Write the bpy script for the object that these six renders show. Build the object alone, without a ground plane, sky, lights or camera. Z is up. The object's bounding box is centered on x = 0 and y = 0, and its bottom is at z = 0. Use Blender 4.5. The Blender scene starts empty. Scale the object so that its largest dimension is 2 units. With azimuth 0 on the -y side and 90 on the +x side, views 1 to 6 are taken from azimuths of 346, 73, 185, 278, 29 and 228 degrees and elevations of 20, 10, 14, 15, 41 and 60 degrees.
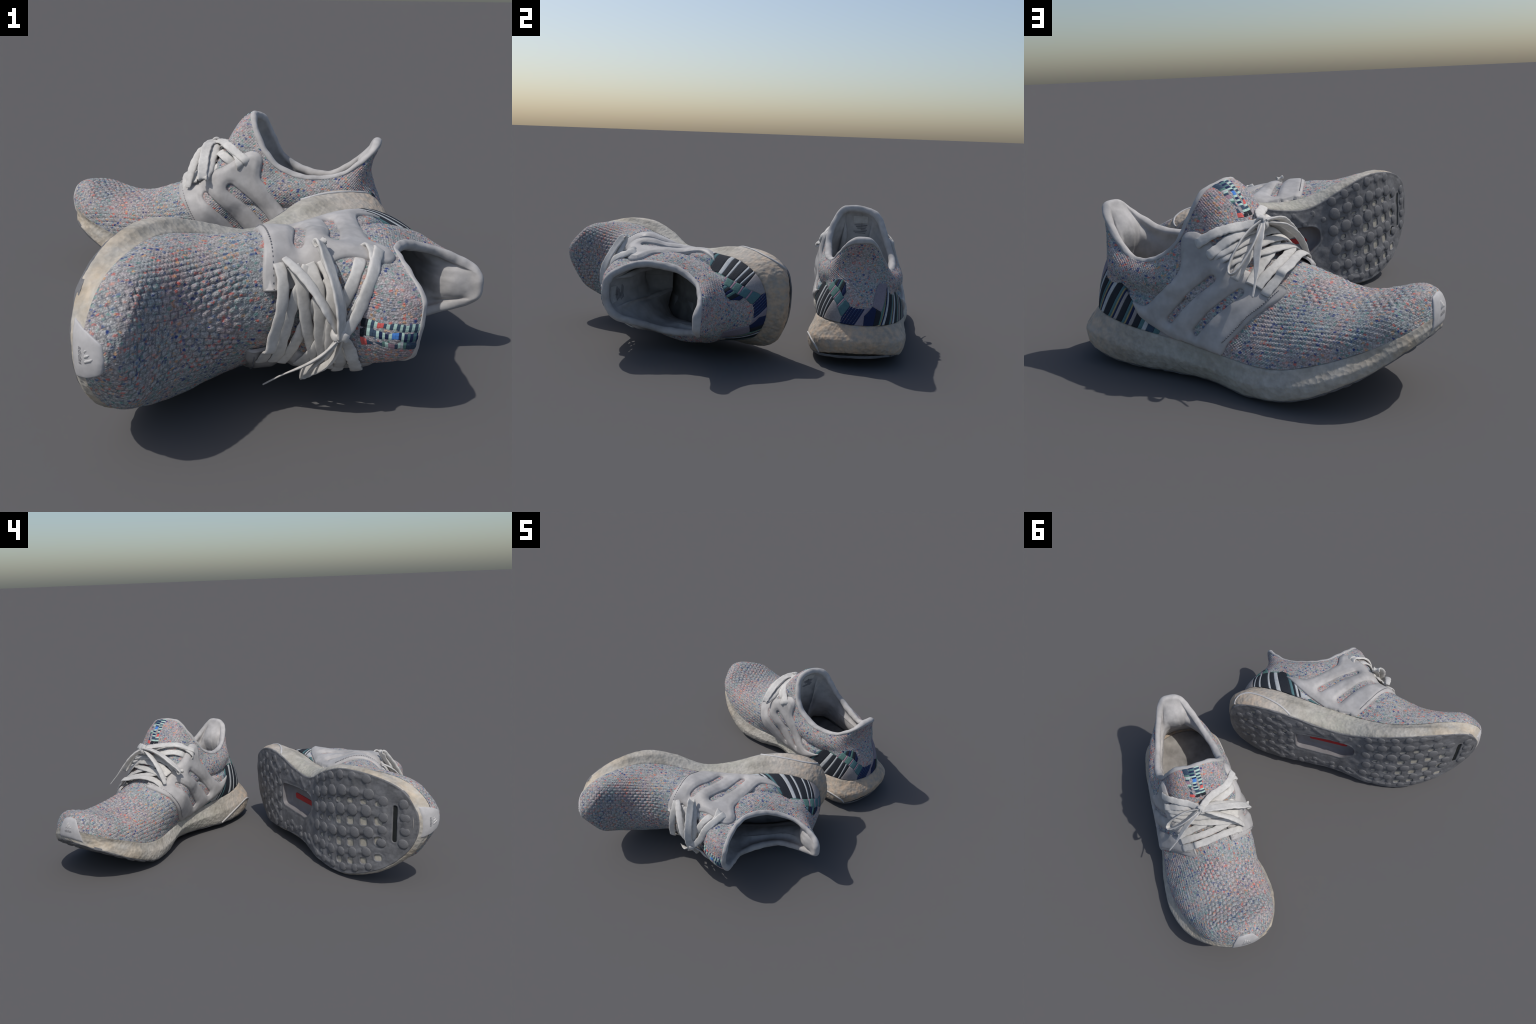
import bpy, bmesh, math, random
import numpy as np
from mathutils import Vector, Matrix, noise, geometry
from mathutils.bvhtree import BVHTree

rng = np.random.default_rng(7)

# ---------------------------------------------------------------- curves
def spline_closed(ctrl, t):
    """Catmull-Rom through a closed ring of control points, t in [0,1)."""
    c = np.asarray(ctrl, float); n = len(c)
    t = (np.asarray(t, float) % 1.0) * n
    i = np.floor(t).astype(int); f = (t - i)[:, None]
    p0, p1, p2, p3 = c[(i - 1) % n], c[i % n], c[(i + 1) % n], c[(i + 2) % n]
    return .5 * (2 * p1 + (p2 - p0) * f + (2 * p0 - 5 * p1 + 4 * p2 - p3) * f ** 2 + (3 * p1 - p0 - 3 * p2 + p3) * f ** 3)

def spline_open(ctrl, t):
    c = np.asarray(ctrl, float); n = len(c)
    t = np.clip(np.asarray(t, float), 0, 1) * (n - 1)
    i = np.minimum(np.floor(t).astype(int), n - 2); f = (t - i)[:, None]
    g = lambda k: c[np.clip(k, 0, n - 1)]
    p0, p1, p2, p3 = g(i - 1), g(i), g(i + 1), g(i + 2)
    return .5 * (2 * p1 + (p2 - p0) * f + (2 * p0 - 5 * p1 + 4 * p2 - p3) * f ** 2 + (3 * p1 - p0 - 3 * p2 + p3) * f ** 3)

def smooth(a, b, x):
    t = np.clip((np.asarray(x, float) - a) / (b - a), 0, 1)
    return t * t * (3 - 2 * t)

def table(xs, ys):
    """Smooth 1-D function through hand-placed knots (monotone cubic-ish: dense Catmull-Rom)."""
    xs, ys = np.asarray(xs, float), np.asarray(ys, float)
    d = np.gradient(ys, xs)
    def f(x):
        x = np.clip(np.asarray(x, float), xs[0], xs[-1])
        i = np.clip(np.searchsorted(xs, x) - 1, 0, len(xs) - 2)
        h = xs[i + 1] - xs[i]; t = (x - xs[i]) / h
        return ((2*t**3 - 3*t**2 + 1) * ys[i] + (t**3 - 2*t**2 + t) * h * d[i] + (-2*t**3 + 3*t**2) * ys[i+1] + (t**3 - t**2) * h * d[i+1])
    return f

CELL_X, CELL_Y = .029, .0235     # size of the raised knit cells on the toe box

# ---------------------------------------------------------------- shoe frame
# local frame of one shoe: +x heel to toe, +y the inner side of the foot, +z up, about 1.5 m long.
# rings run: heel centre -> inner side -> toe -> outer side -> heel centre (24 stations)
SOLE_RING = [
 (-.728, .072, .072), (-.700, .188, .058), (-.617, .246, .045), (-.482, .264, .036), (-.329, .242, .034), (-.162, .186, .040),
 (.008, .164, .042), (.189, .226, .026), (.356, .266, .044), (.528, .246, .116), (.655, .188, .190), (.706, .106, .226),
 (.717, .030, .240), (.701, -.045, .234), (.650, -.130, .204), (.535, -.224, .134), (.334, -.284, .047), (.125, -.258, .014),
 (-.065, -.205, .022), (-.250, -.192, .022), (-.415, -.193, .022), (-.550, -.186, .035), (-.664, -.150, .058), (-.718, -.046, .070)]
TOP_RING = [
 (-.702, .080, .208), (-.672, .157, .215), (-.604, .208, .214), (-.480, .236, .202), (-.340, .228, .190), (-.181, .202, .176),
 (-.020, .196, .158), (.106, .206, .140), (.235, .230, .130), (.380, .250, .152), (.516, .243, .205), (.638, .200, .258),
 (.718, .104, .302), (.714, -.028, .299), (.626, -.150, .255), (.513, -.206, .207), (.373, -.250, .162), (.212, -.265, .132),
 (.020, -.243, .144), (-.178, -.221, .168), (-.363, -.210, .183), (-.517, -.174, .194), (-.643, -.114, .204), (-.700, -.018, .207)]
RIM_RING = [
 (-.664, .042, .605), (-.646, .100, .588), (-.580, .140, .535), (-.490, .170, .487), (-.360, .202, .480), (-.255, .208, .515),
 (-.195, .206, .570), (-.155, .184, .632), (-.130, .152, .690), (-.120, .124, .715), (-.115, .097, .721), (-.110, .062, .722),
 (-.110, .030, .720), (-.115, .000, .715), (-.125, -.030, .706), (-.138, -.062, .690), (-.155, -.088, .655), (-.185, -.112, .588),
 (-.215, -.136, .520), (-.270, -.152, .470), (-.360, -.145, .437), (-.460, -.115, .442), (-.574, -.074, .520), (-.652, -.026, .596)]

# ridge of the upper seen from the side, and where it runs sideways
ridge_z = table([-.14, -.09, -.05, 0, .04, .08, .12, .16, .2, .27, .34, .42, .5, .58, .64, .685, .71, .727],
                [.74, .728, .69, .604, .520, .458, .436, .424, .408, .380, .350, .332, .337, .360, .380, .382, .365, .310])
ridge_y = table([-.14, .0, .2, .4, .6, .74], [.04, .03, .04, .04, .04, .035])

def edge_table(ring, idx, axis):
    p = np.array([ring[i] for i in idx]); o = np.argsort(p[:, 0]); p = p[o]
    return table(p[:, 0], p[:, axis])
M_IDX, P_IDX = range(1, 12), range(13, 24)
top_m_y, top_m_z = edge_table(TOP_RING, range(2, 13), 1), edge_table(TOP_RING, range(2, 13), 2)
top_p_y, top_p_z = edge_table(TOP_RING, range(13, 23), 1), edge_table(TOP_RING, range(13, 23), 2)
sole_m_y, sole_m_z = edge_table(SOLE_RING, range(2, 13), 1), edge_table(SOLE_RING, range(2, 13), 2)
sole_p_y, sole_p_z = edge_table(SOLE_RING, range(12, 23), 1), edge_table(SOLE_RING, range(12, 23), 2)

# fullness of the cross-section on both sides, along x (1 = ellipse, below 1 = boxier)
full_my = table([-.14, 0, .1, .25, .45, .6, .75], [.70, .54, .48, .58, .70, .72, .75])
full_mz = table([-.14, 0, .1, .25, .45, .6, .75], [1.1, 1.0, .92, .85, .74, .68, .6])
full_py = table([-.14, 0, .1, .25, .38, .5, .6, .75], [1.4, 1.6, 1.6, 1.42, 1.05, .88, .78, .75])
full_pz = table([-.14, 0, .1, .25, .38, .5, .6, .75], [1.4, 1.6, 1.6, 1.42, 1.05, .85, .72, .6])
lean_m = table([-.14, 0, .1, .17, .25, .45, .75], [.072, .074, .062, .044, .018, 0, 0])

def vamp(x, f):
    """Point of the forefoot: station x, f = +1 inner edge, 0 ridge, -1 outer edge."""
    m = f >= 0
    yb = np.where(m, top_m_y(x), top_p_y(x)); zb = np.where(m, top_m_z(x), top_p_z(x))
    ey = np.where(m, full_my(x), full_py(x)); ez = np.where(m, full_mz(x), full_pz(x))
    th = np.abs(f) * np.pi / 2
    yr, zr = ridge_y(x), ridge_z(x)
    y = yr + (yb - yr) * np.sin(th) ** ey + np.where(m, lean_m(x), 0) * 2.6 * np.sin(th) ** 2 * np.cos(th)
    z = zb + (zr - zb) * np.clip(np.cos(th), 0, 1) ** ez
    return np.stack([x, y, z], -1)

NS, NV = 384, 150
def upper_grid(ns=NS, nv=NV):
    s = np.arange(ns) / ns
    B = spline_closed(TOP_RING, s); T = spline_closed(RIM_RING, s)
    # sink the base a little behind the lip of the midsole
    v = np.linspace(0, 1, nv)
    S, V = np.meshgrid(s, v, indexing="ij")
    idx = S * 24
    # --- forefoot
    f_rim = np.interp(idx, [0, 5, 7, 8.5, 10, 12.2, 14, 15.5, 17, 19, 24], [.78, .78, .62, .42, .25, 0, -.25, -.42, -.6, -.78, -.78])
    f_base = np.cos(np.pi * np.clip((idx - 10.6) / 3.8, 0, 1))
    xb = B[:, 0][:, None]; xt = T[:, 0][:, None]
    vx = .5 * V + .5 * V ** 2
    x = xb + (xt - xb) * vx
    front = smooth(9, 11.5, idx) * (1 - smooth(13.5, 16, idx))
    vf = V ** .72
    f = f_base + (f_rim - f_base) * vf
    F = vamp(x, f)
    F += ((B - F[:, 0])[:, None]) * (1 - smooth(0, .22, V))[..., None]
    F += ((T - F[:, -1])[:, None]) * smooth(.6, 1, V)[..., None]
    # --- heel and quarters: straight line base to rim plus bulge along the outward normal
    tang = np.roll(B, -1, 0) - np.roll(B, 1, 0)
    nrm = np.stack([-tang[:, 1], tang[:, 0], 0 * tang[:, 0]], -1); nrm /= np.linalg.norm(nrm, axis=1)[:, None]
    nrm = -nrm if (nrm[0, 0] > 0) else nrm
    R = B[:, None] * (1 - V[..., None]) + T[:, None] * V[..., None]
    heel = 1 - smooth(.6, 2.6, np.minimum(idx, 24 - idx))
    prof_heel = table([0, .12, .25, .4, .55, .68, .82, .93, 1], [0, .003, -.002, -.016, -.036, -.046, -.034, -.012, 0])(V)
    prof_m = table([0, .15, .3, .45, .58, .72, .86, 1], [0, .006, .006, .002, -.002, .006, .008, 0])(V)
    fwd = smooth(2.6, 4.2, idx) * (idx < 12)
    prof_m = prof_m + fwd * table([0, .15, .3, .45, .58, .72, .86, 1], [0, .016, .026, .030, .028, .018, .010, 0])(V)
    prof_p = table([0, .15, .3, .45, .58, .72, .86, 1], [0, .004, .008, .008, .006, .020, .020, 0])(V)
    side = np.where(idx < 12, prof_m, prof_p)
    R = R + nrm[:, None] * (prof_heel * heel + side * (1 - heel))[..., None]
    w = smooth(4.3, 7.0, idx) * (1 - smooth(17.0, 19.7, idx))
    P = R * (1 - w[..., None]) + F * w[..., None]
    return P

def relax(P, it=3):
    for _ in range(it):
        Q = P.copy()
        Q[:, 1:-1] = .25 * (np.roll(P, 1, 0) + np.roll(P, -1, 0))[:, 1:-1] + .25 * (P[:, 2:] + P[:, :-2])
        P = Q
    return P

def grid_normals(P):
    du = np.roll(P, -1, 0) - np.roll(P, 1, 0)
    dv = np.gradient(P, axis=1)
    n = np.cross(dv, du)
    n /= np.linalg.norm(n, axis=2)[..., None] + 1e-12
    return n

def grid_mesh(name, P, closed_u=True, flip=False):
    nu, nv = P.shape[:2]
    me = bpy.data.meshes.new(name)
    a = np.arange(nu * nv).reshape(nu, nv)
    A = a if not closed_u else np.vstack([a, a[:1]])
    q = np.stack([A[:-1, :-1], A[1:, :-1], A[1:, 1:], A[:-1, 1:]], -1).reshape(-1, 4)
    if flip: q = q[:, ::-1]
    me.from_pydata(P.reshape(-1, 3).tolist(), [], q.tolist())
    me.polygons.foreach_set("use_smooth", np.ones(len(me.polygons), bool))
    me.update()
    return me

# ---------------------------------------------------------------- mesh helpers
def unit(v):
    return v / (np.linalg.norm(v, axis=-1, keepdims=True) + 1e-12)

def inside(pts, poly):
    x, y = pts[:, 0][:, None], pts[:, 1][:, None]
    a, b = poly, np.roll(poly, -1, 0)
    c = ((a[:, 1] > y) != (b[:, 1] > y)) & (x < (b[:, 0] - a[:, 0]) * (y - a[:, 1]) / (b[:, 1] - a[:, 1] + 1e-15) + a[:, 0])
    return c.sum(1) % 2 == 1

def edge_distance(pts, polys):
    d = np.full(len(pts), 1e9)
    for poly in polys:
        a, b = poly, np.roll(poly, -1, 0); ab = b - a; L = (ab ** 2).sum(1) + 1e-15
        for k in range(0, len(pts), 4000):
            p = pts[k:k + 4000, None]
            t = np.clip(((p - a) * ab).sum(2) / L, 0, 1)
            d[k:k + 4000] = np.minimum(d[k:k + 4000], np.sqrt((((a + ab * t[..., None]) - p) ** 2).sum(2)).min(1))
    return d

def resample(poly, res):
    poly = np.asarray(poly, float); out = []
    for a, b in zip(poly, np.roll(poly, -1, 0)):
        n = max(1, int(np.ceil(np.linalg.norm(b - a) / res)))
        out += [a + (b - a) * i / n for i in range(n)]
    return np.array(out)

def rounded(poly, r, steps=5):
    """Round the corners of a polygon (fillet by a quadratic curve)."""
    poly = np.asarray(poly, float); n = len(poly); out = []
    for i in range(n):
        p, a, b = poly[i], poly[i - 1], poly[(i + 1) % n]
        la, lb = np.linalg.norm(a - p), np.linalg.norm(b - p)
        q0 = p + (a - p) * min(r, la * .45) / la; q1 = p + (b - p) * min(r, lb * .45) / lb
        for t in np.linspace(0, 1, steps):
            out.append(q0 * (1 - t) ** 2 + 2 * p * t * (1 - t) + q1 * t * t)
    return np.array(out)

def slot(a, b, w, k=8, bow=0.0):
    """Capsule outline from a to b of width w, bowed sideways in the middle."""
    a, b = np.array(a, float), np.array(b, float); d = unit(b - a); n = np.array([-d[1], d[0]]); r = w / 2
    mid = (a + b) / 2 + n * bow
    L = spline_open([a, mid, b], np.linspace(0, 1, 9))
    g = unit(np.gradient(L, axis=0)); nn = np.stack([-g[:, 1], g[:, 0]], -1)
    capb = [b + r * (np.cos(t) * n + np.sin(t) * d) for t in np.linspace(0, np.pi, k)][1:-1]
    capa = [a + r * (-np.cos(t) * n - np.sin(t) * d) for t in np.linspace(0, np.pi, k)][1:-1]
    return np.array(list(L + nn * r) + capb + list((L - nn * r)[::-1]) + capa)

def clip_half(poly, a, b):
    """Keep the part of a polygon left of the line a->b."""
    poly = np.asarray(poly, float)
    if len(poly) == 0: return poly
    a, b = np.asarray(a, float), np.asarray(b, float)
    s = (b[0] - a[0]) * (poly[:, 1] - a[1]) - (b[1] - a[1]) * (poly[:, 0] - a[0])
    out = []
    for i in range(len(poly)):
        j = (i + 1) % len(poly)
        if s[i] >= 0: out.append(poly[i])
        if (s[i] >= 0) != (s[j] >= 0): out.append(poly[i] + (poly[j] - poly[i]) * s[i] / (s[i] - s[j]))
    return np.array(out).reshape(-1, 2)

def patch(name, outline, to3d, res=.008, height=.006, roll=.006, drop=.004, holes=(), relief=None):
    """A sheet with its own thickness laid on a surface: 2-D outline (+ holes), mapped by to3d -> (points, normals)."""
    loops = [resample(outline, res)] + [resample(h, res) for h in holes]
    pts, edges = [], []
    for L in loops:
        k = len(pts); pts += L.tolist(); edges += [(k + i, k + (i + 1) % len(L)) for i in range(len(L))]
    nb = len(pts)
    lo, hi = loops[0].min(0), loops[0].max(0)
    def within(q):
        m = inside(q, loops[0])
        for h in loops[1:]: m &= ~inside(q, h)
        return m
    extra = []
    for L in loops:                                   # rings that carry the rounded edge
        t = unit(np.roll(L, -1, 0) - np.roll(L, 1, 0)); n = np.stack([-t[:, 1], t[:, 0]], -1)
        for sgn in (1, -1):
            for f in (.3, 1.0):
                q = L + n * sgn * roll * f
                q = q[within(q)]
                if len(q): extra.append(q[edge_distance(q, loops) > roll * f * .8])
    gx, gy = np.meshgrid(np.arange(lo[0], hi[0], res), np.arange(lo[1], hi[1], res * .9), indexing="ij")
    gx = gx + (np.arange(gx.shape[1]) % 2)[None] * res * .5
    g = np.stack([gx.ravel(), gy.ravel()], -1); g = g[within(g)]
    if len(g): extra.append(g[edge_distance(g, loops) > roll + res * .45])
    for e in extra: pts += e.tolist()
    r = geometry.delaunay_2d_cdt([Vector(p) for p in pts], edges, [], 0, 1e-7)
    v2 = np.array([tuple(v) for v in r[0]]); faces = [f for f in r[2] if len(f) == 3]
    fa = np.array(faces); cen = v2[fa].mean(1); fa = fa[within(cen)]
    d = edge_distance(v2, loops)
    h = height * (.12 + .88 * np.sqrt(np.clip(1 - (1 - np.clip(d / max(roll, 1e-6), 0, 1)) ** 2, 0, 1)))
    P3, N3 = to3d(v2)
    if relief is not None: h = h + relief(v2, P3, d)
    top = P3 + N3 * h[:, None]
    # orientation
    fn = np.cross(top[fa[:, 1]] - top[fa[:, 0]], top[fa[:, 2]] - top[fa[:, 0]])
    if ((fn * N3[fa[:, 0]]).sum(1)).sum() < 0: fa = fa[:, ::-1]
    cnt = {}
    for f in fa:
        for i in range(3):
            cnt[(f[i], f[(i + 1) % 3])] = 1
    rim = [e for e in cnt if (e[1], e[0]) not in cnt]
    low = {}; verts = top.tolist(); fl = fa.tolist()
    def lower(i):
        if i not in low:
            low[i] = len(verts); verts.append((P3[i] - N3[i] * drop).tolist())
        return low[i]
    for a, b in rim:
        fl.append([b, a, lower(a), lower(b)])
    used = sorted({i for f in fl for i in f}); m = {o: k for k, o in enumerate(used)}
    me = bpy.data.meshes.new(name)
    me.from_pydata([verts[i] for i in used], [], [[int(m[i]) for i in f] for f in fl])
    me.polygons.foreach_set("use_smooth", np.ones(len(me.polygons), bool))
    me.update()
    return me

def sweep(name, path, width, thick, side=None, n=60, taper=None, cup=0.0, ring=14):
    """Flat lace: an oval section swept along a spline. side = vectors across the lace at the control points."""
    C = np.asarray(path, float); t = np.linspace(0, 1, n); P = spline_open(C, t)
    T = unit(np.gradient(P, axis=0))
    S = spline_open(np.asarray(side, float), t)
    S = unit(S - T * (S * T).sum(1, keepdims=True)); U = np.cross(T, S)
    w = np.full(n, width) if taper is None else width * np.interp(t, taper[0], taper[1])
    h = np.full(n, thick) if taper is None else thick * np.clip(np.interp(t, taper[0], taper[1]), .5, 1)
    a = np.arange(ring) / ring * 2 * np.pi
    ca, sa = np.cos(a), np.sin(a)
    sq = np.sign(ca) * np.abs(ca) ** .8; sh = np.sign(sa) * np.abs(sa) ** .7
    wob = 1 + .05 * np.sin(np.arange(n) * .9 + 3 * C[0, 0] * 40) + .04 * np.sin(np.arange(n) * .37 + 11 * C[0, 1])
    G = P[:, None] + S[:, None] * (sq[None, :, None] * (w * wob)[:, None, None] / 2) + U[:, None] * ((sh[None] * h[:, None] / 2 + cup * w[:, None] * (sq[None] ** 2 - .4))[..., None])
    verts = G.reshape(-1, 3).tolist(); q = []
    for i in range(n - 1):
        for j in range(ring):
            q.append([i * ring + j, i * ring + (j + 1) % ring, (i + 1) * ring + (j + 1) % ring, (i + 1) * ring + j])
    q.append(list(range(ring))[::-1]); q.append([(n - 1) * ring + j for j in range(ring)])
    me = bpy.data.meshes.new(name); me.from_pydata(verts, [], q)
    bm = bmesh.new(); bm.from_mesh(me); bmesh.ops.recalc_face_normals(bm, faces=bm.faces); bm.to_mesh(me); bm.free()
    me.polygons.foreach_set("use_smooth", np.ones(len(me.polygons), bool)); me.update()
    return me

# ---------------------------------------------------------------- materials
class Nodes:
    def __init__(s, name, rough=.8):
        s.m = bpy.data.materials.new(name); s.m.use_nodes = True; s.t = s.m.node_tree; s.b = s.t.nodes["Principled BSDF"]
        s.b.inputs["Roughness"].default_value = rough
        s.b.inputs["Specular IOR Level"].default_value = .25
        s.co = s.n("ShaderNodeTexCoord").outputs["Object"]
    def n(s, kind, **kw):
        x = s.t.nodes.new(kind)
        for k, v in kw.items():
            if hasattr(x, k): setattr(x, k, v)
        return x
    def put(s, sock, v):
        if isinstance(v, bpy.types.NodeSocket): s.t.links.new(v, sock)
        else: sock.default_value = v
    def mapping(s, scale=(1, 1, 1), rot=(0, 0, 0), loc=(0, 0, 0), vec=None):
        x = s.n("ShaderNodeMapping"); s.put(x.inputs[0], vec or s.co)
        x.inputs["Scale"].default_value = scale; x.inputs["Rotation"].default_value = rot; x.inputs["Location"].default_value = loc
        return x.outputs[0]
    def noise(s, scale, detail=3, rough=.55, vec=None, out=0, dist=0):
        x = s.n("ShaderNodeTexNoise"); s.put(x.inputs["Vector"], vec or s.co)
        x.inputs["Scale"].default_value = scale; x.inputs["Detail"].default_value = detail; x.inputs["Roughness"].default_value = rough; x.inputs["Distortion"].default_value = dist
        return x.outputs[out]
    def voronoi(s, scale, feature="F1", vec=None, out="Distance", rnd=1):
        x = s.n("ShaderNodeTexVoronoi", feature=feature); s.put(x.inputs["Vector"], vec or s.co)
        x.inputs["Scale"].default_value = scale; x.inputs["Randomness"].default_value = rnd
        return x.outputs[out]
    def math(s, op, a, b=0.0, clamp=False):
        x = s.n("ShaderNodeMath", operation=op, use_clamp=clamp); s.put(x.inputs[0], a); s.put(x.inputs[1], b)
        return x.outputs[0]
    def ramp(s, fac, stops, interp="LINEAR"):
        x = s.n("ShaderNodeValToRGB"); s.put(x.inputs[0], fac); r = x.color_ramp; r.interpolation = interp
        while len(r.elements) < len(stops): r.elements.new(.5)
        for e, (p, c) in zip(r.elements, stops):
            e.position = p; e.color = (*c, 1) if not np.isscalar(c) else (c, c, c, 1)
        return x.outputs[0]
    def mix(s, fac, a, b, blend="MIX"):
        x = s.n("ShaderNodeMix", data_type="RGBA", blend_type=blend)
        s.put(x.inputs[0], fac)
        for sock, v in ((x.inputs[6], a), (x.inputs[7], b)):
            s.put(sock, v if isinstance(v, bpy.types.NodeSocket) else (*v, 1))
        return x.outputs[2]
    def bump(s, h, strength=.5, dist=.004, normal=None):
        x = s.n("ShaderNodeBump"); s.put(x.inputs["Height"], h); x.inputs["Strength"].default_value = strength; x.inputs["Distance"].default_value = dist
        if normal is not None: s.put(x.inputs["Normal"], normal)
        return x.outputs[0]
    def xyz(s):
        x = s.n("ShaderNodeSeparateXYZ"); s.put(x.inputs[0], s.co); return x.outputs
    def done(s, col, normal=None, rough=None):
        s.put(s.b.inputs["Base Color"], col if isinstance(col, bpy.types.NodeSocket) else (*col, 1))
        if normal is not None: s.put(s.b.inputs["Normal"], normal)
        if rough is not None: s.put(s.b.inputs["Roughness"], rough)
        return s.m

def knit_material(name="speckled_knit", shift=0.0, grey=(.40, .388, .385)):
    """Fine grey knit; coloured yarn shows as small specks that come in loose bands along the foot."""
    k = Nodes(name, .92)
    grey = np.array(grey)
    wob = k.noise(55, 2, vec=k.co, out=1)
    def warped(scale, amount):
        vec = k.n("ShaderNodeVectorMath", operation="MULTIPLY_ADD")
        k.put(vec.inputs[0], wob); vec.inputs[1].default_value = (amount,) * 3; k.put(vec.inputs[2], k.mapping(scale, (0, 0, .1)))
        return vec.outputs[0]
    fine = k.voronoi(1, vec=warped((150, 205, 205), 1.2), out="Distance", rnd=.8)
    fcol = k.n("ShaderNodeSeparateColor"); k.put(fcol.inputs[0], k.voronoi(1, vec=warped((150, 205, 205), 1.2), out="Color", rnd=.8))
    base = k.ramp(fcol.outputs[0], [(0, tuple(grey * .66)), (.25, tuple(grey * .88)), (.6, tuple(grey * 1.04)), (1, tuple(grey * 1.22))])
    base = k.mix(1.0, base, k.ramp(fine, [(.25, 1.06), (.8, .66)]), "MULTIPLY")
    sv = warped((76, 104, 104), 1.5)
    cell = k.voronoi(1, vec=sv, out="Color", rnd=.95); dist = k.voronoi(1, vec=sv, out="Distance", rnd=.95)
    sep = k.n("ShaderNodeSeparateColor"); k.put(sep.inputs[0], cell)
    patchy = k.noise(8, 3, vec=k.mapping((2.2, .6, .6)))
    sel = k.math("ADD", sep.outputs[0], k.math("MULTIPLY", k.math("SUBTRACT", patchy, .5), .42))
    sel = k.math("ADD", sel, shift, clamp=True)
    col = k.ramp(sel, [(0, (.035, .06, .20)), (.10, (.10, .16, .27)), (.17, (.15, .27, .25)), (.26, (.30, .38, .36)), (.37, tuple(grey)), (.66, (.46, .38, .40)),
                       (.76, (.36, .37, .39)), (.80, (.54, .31, .26)), (.86, (.58, .15, .12)), (.955, (.56, .33, .18))], "CONSTANT")
    on = k.ramp(sel, [(0, 1.0), (.37, 0.0), (.66, .6), (.76, 0.0), (.80, .95)], "CONSTANT")
    shape = k.ramp(dist, [(.28, 1.0), (.66, 0.0)])
    fac = k.math("MULTIPLY", k.math("MULTIPLY", on, shape), k.math("ADD", k.math("MULTIPLY", sep.outputs[2], .3), .72))
    col = k.mix(fac, base, col)
    # grooves between the raised cells of the toe box
    x, y, z = k.xyz()
    U = k.math("ADD", k.math("ABSOLUTE", k.math("SUBTRACT", y, .04)), k.math("MULTIPLY", k.math("MAXIMUM", k.math("SUBTRACT", .37, z), 0.0), .9))
    colm = k.math("DIVIDE", U, CELL_Y)
    par = k.math("MULTIPLY", k.math("MODULO", k.math("FLOOR", colm), 2.0), .5)
    row = k.math("ADD", k.math("DIVIDE", x, CELL_X), par)
    wave = lambda v: k.math("ABSOLUTE", k.math("SINE", k.math("MULTIPLY", v, math.pi)))
    pill = k.math("MINIMUM", wave(row), wave(colm))
    groove = k.ramp(pill, [(.0, 1.0), (.38, 0.0)])
    mr = k.n("ShaderNodeMapRange"); k.put(mr.inputs[0], x); mr.inputs[1].default_value = .18; mr.inputs[2].default_value = .30
    mu = k.n("ShaderNodeMapRange"); k.put(mu.inputs[0], U); mu.inputs[1].default_value = .32; mu.inputs[2].default_value = .2
    groove = k.math("MULTIPLY", k.math("MULTIPLY", groove, mr.outputs[0]), k.math("MULTIPLY", mu.outputs[0], k.ramp(k.noise(16, 2), [(.33, .3), (.60, .95)])))
    col = k.mix(groove, col, (.13, .14, .165))
    tint = k.ramp(k.noise(6, 4, vec=k.mapping((1.8, .8, .8))), [(.32, (.84, .95, .97)), (.5, (1, 1, 1)), (.68, (1.12, .94, .92))])
    col = k.mix(1.0, col, tint, "MULTIPLY")
    nb = k.bump(k.math("SUBTRACT", 1.0, fine), .55, .0028)
    nb = k.bump(k.math("SUBTRACT", 1.0, dist), .25, .0030, nb)
    return k.done(col, nb)

def cloth_material(name, c, scale=90, var=.12, rough=.85, bump=.35, stretch=(1, 1, 1)):
    k = Nodes(name, rough)
    n1 = k.noise(9, 4, vec=k.mapping(stretch)); n2 = k.noise(scale, 3, vec=k.mapping(stretch))
    c = np.array(c)
    col = k.ramp(n1, [(.25, tuple(c * (1 - var * 1.6))), (.5, tuple(c)), (.75, tuple(np.minimum(c * (1 + var), .95)))])
    col = k.mix(1.0, col, k.ramp(n2, [(.3, 1 - var), (.7, 1 + var * .5)]), "MULTIPLY")
    return k.done(col, k.bump(n2, bump, .003))

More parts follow.
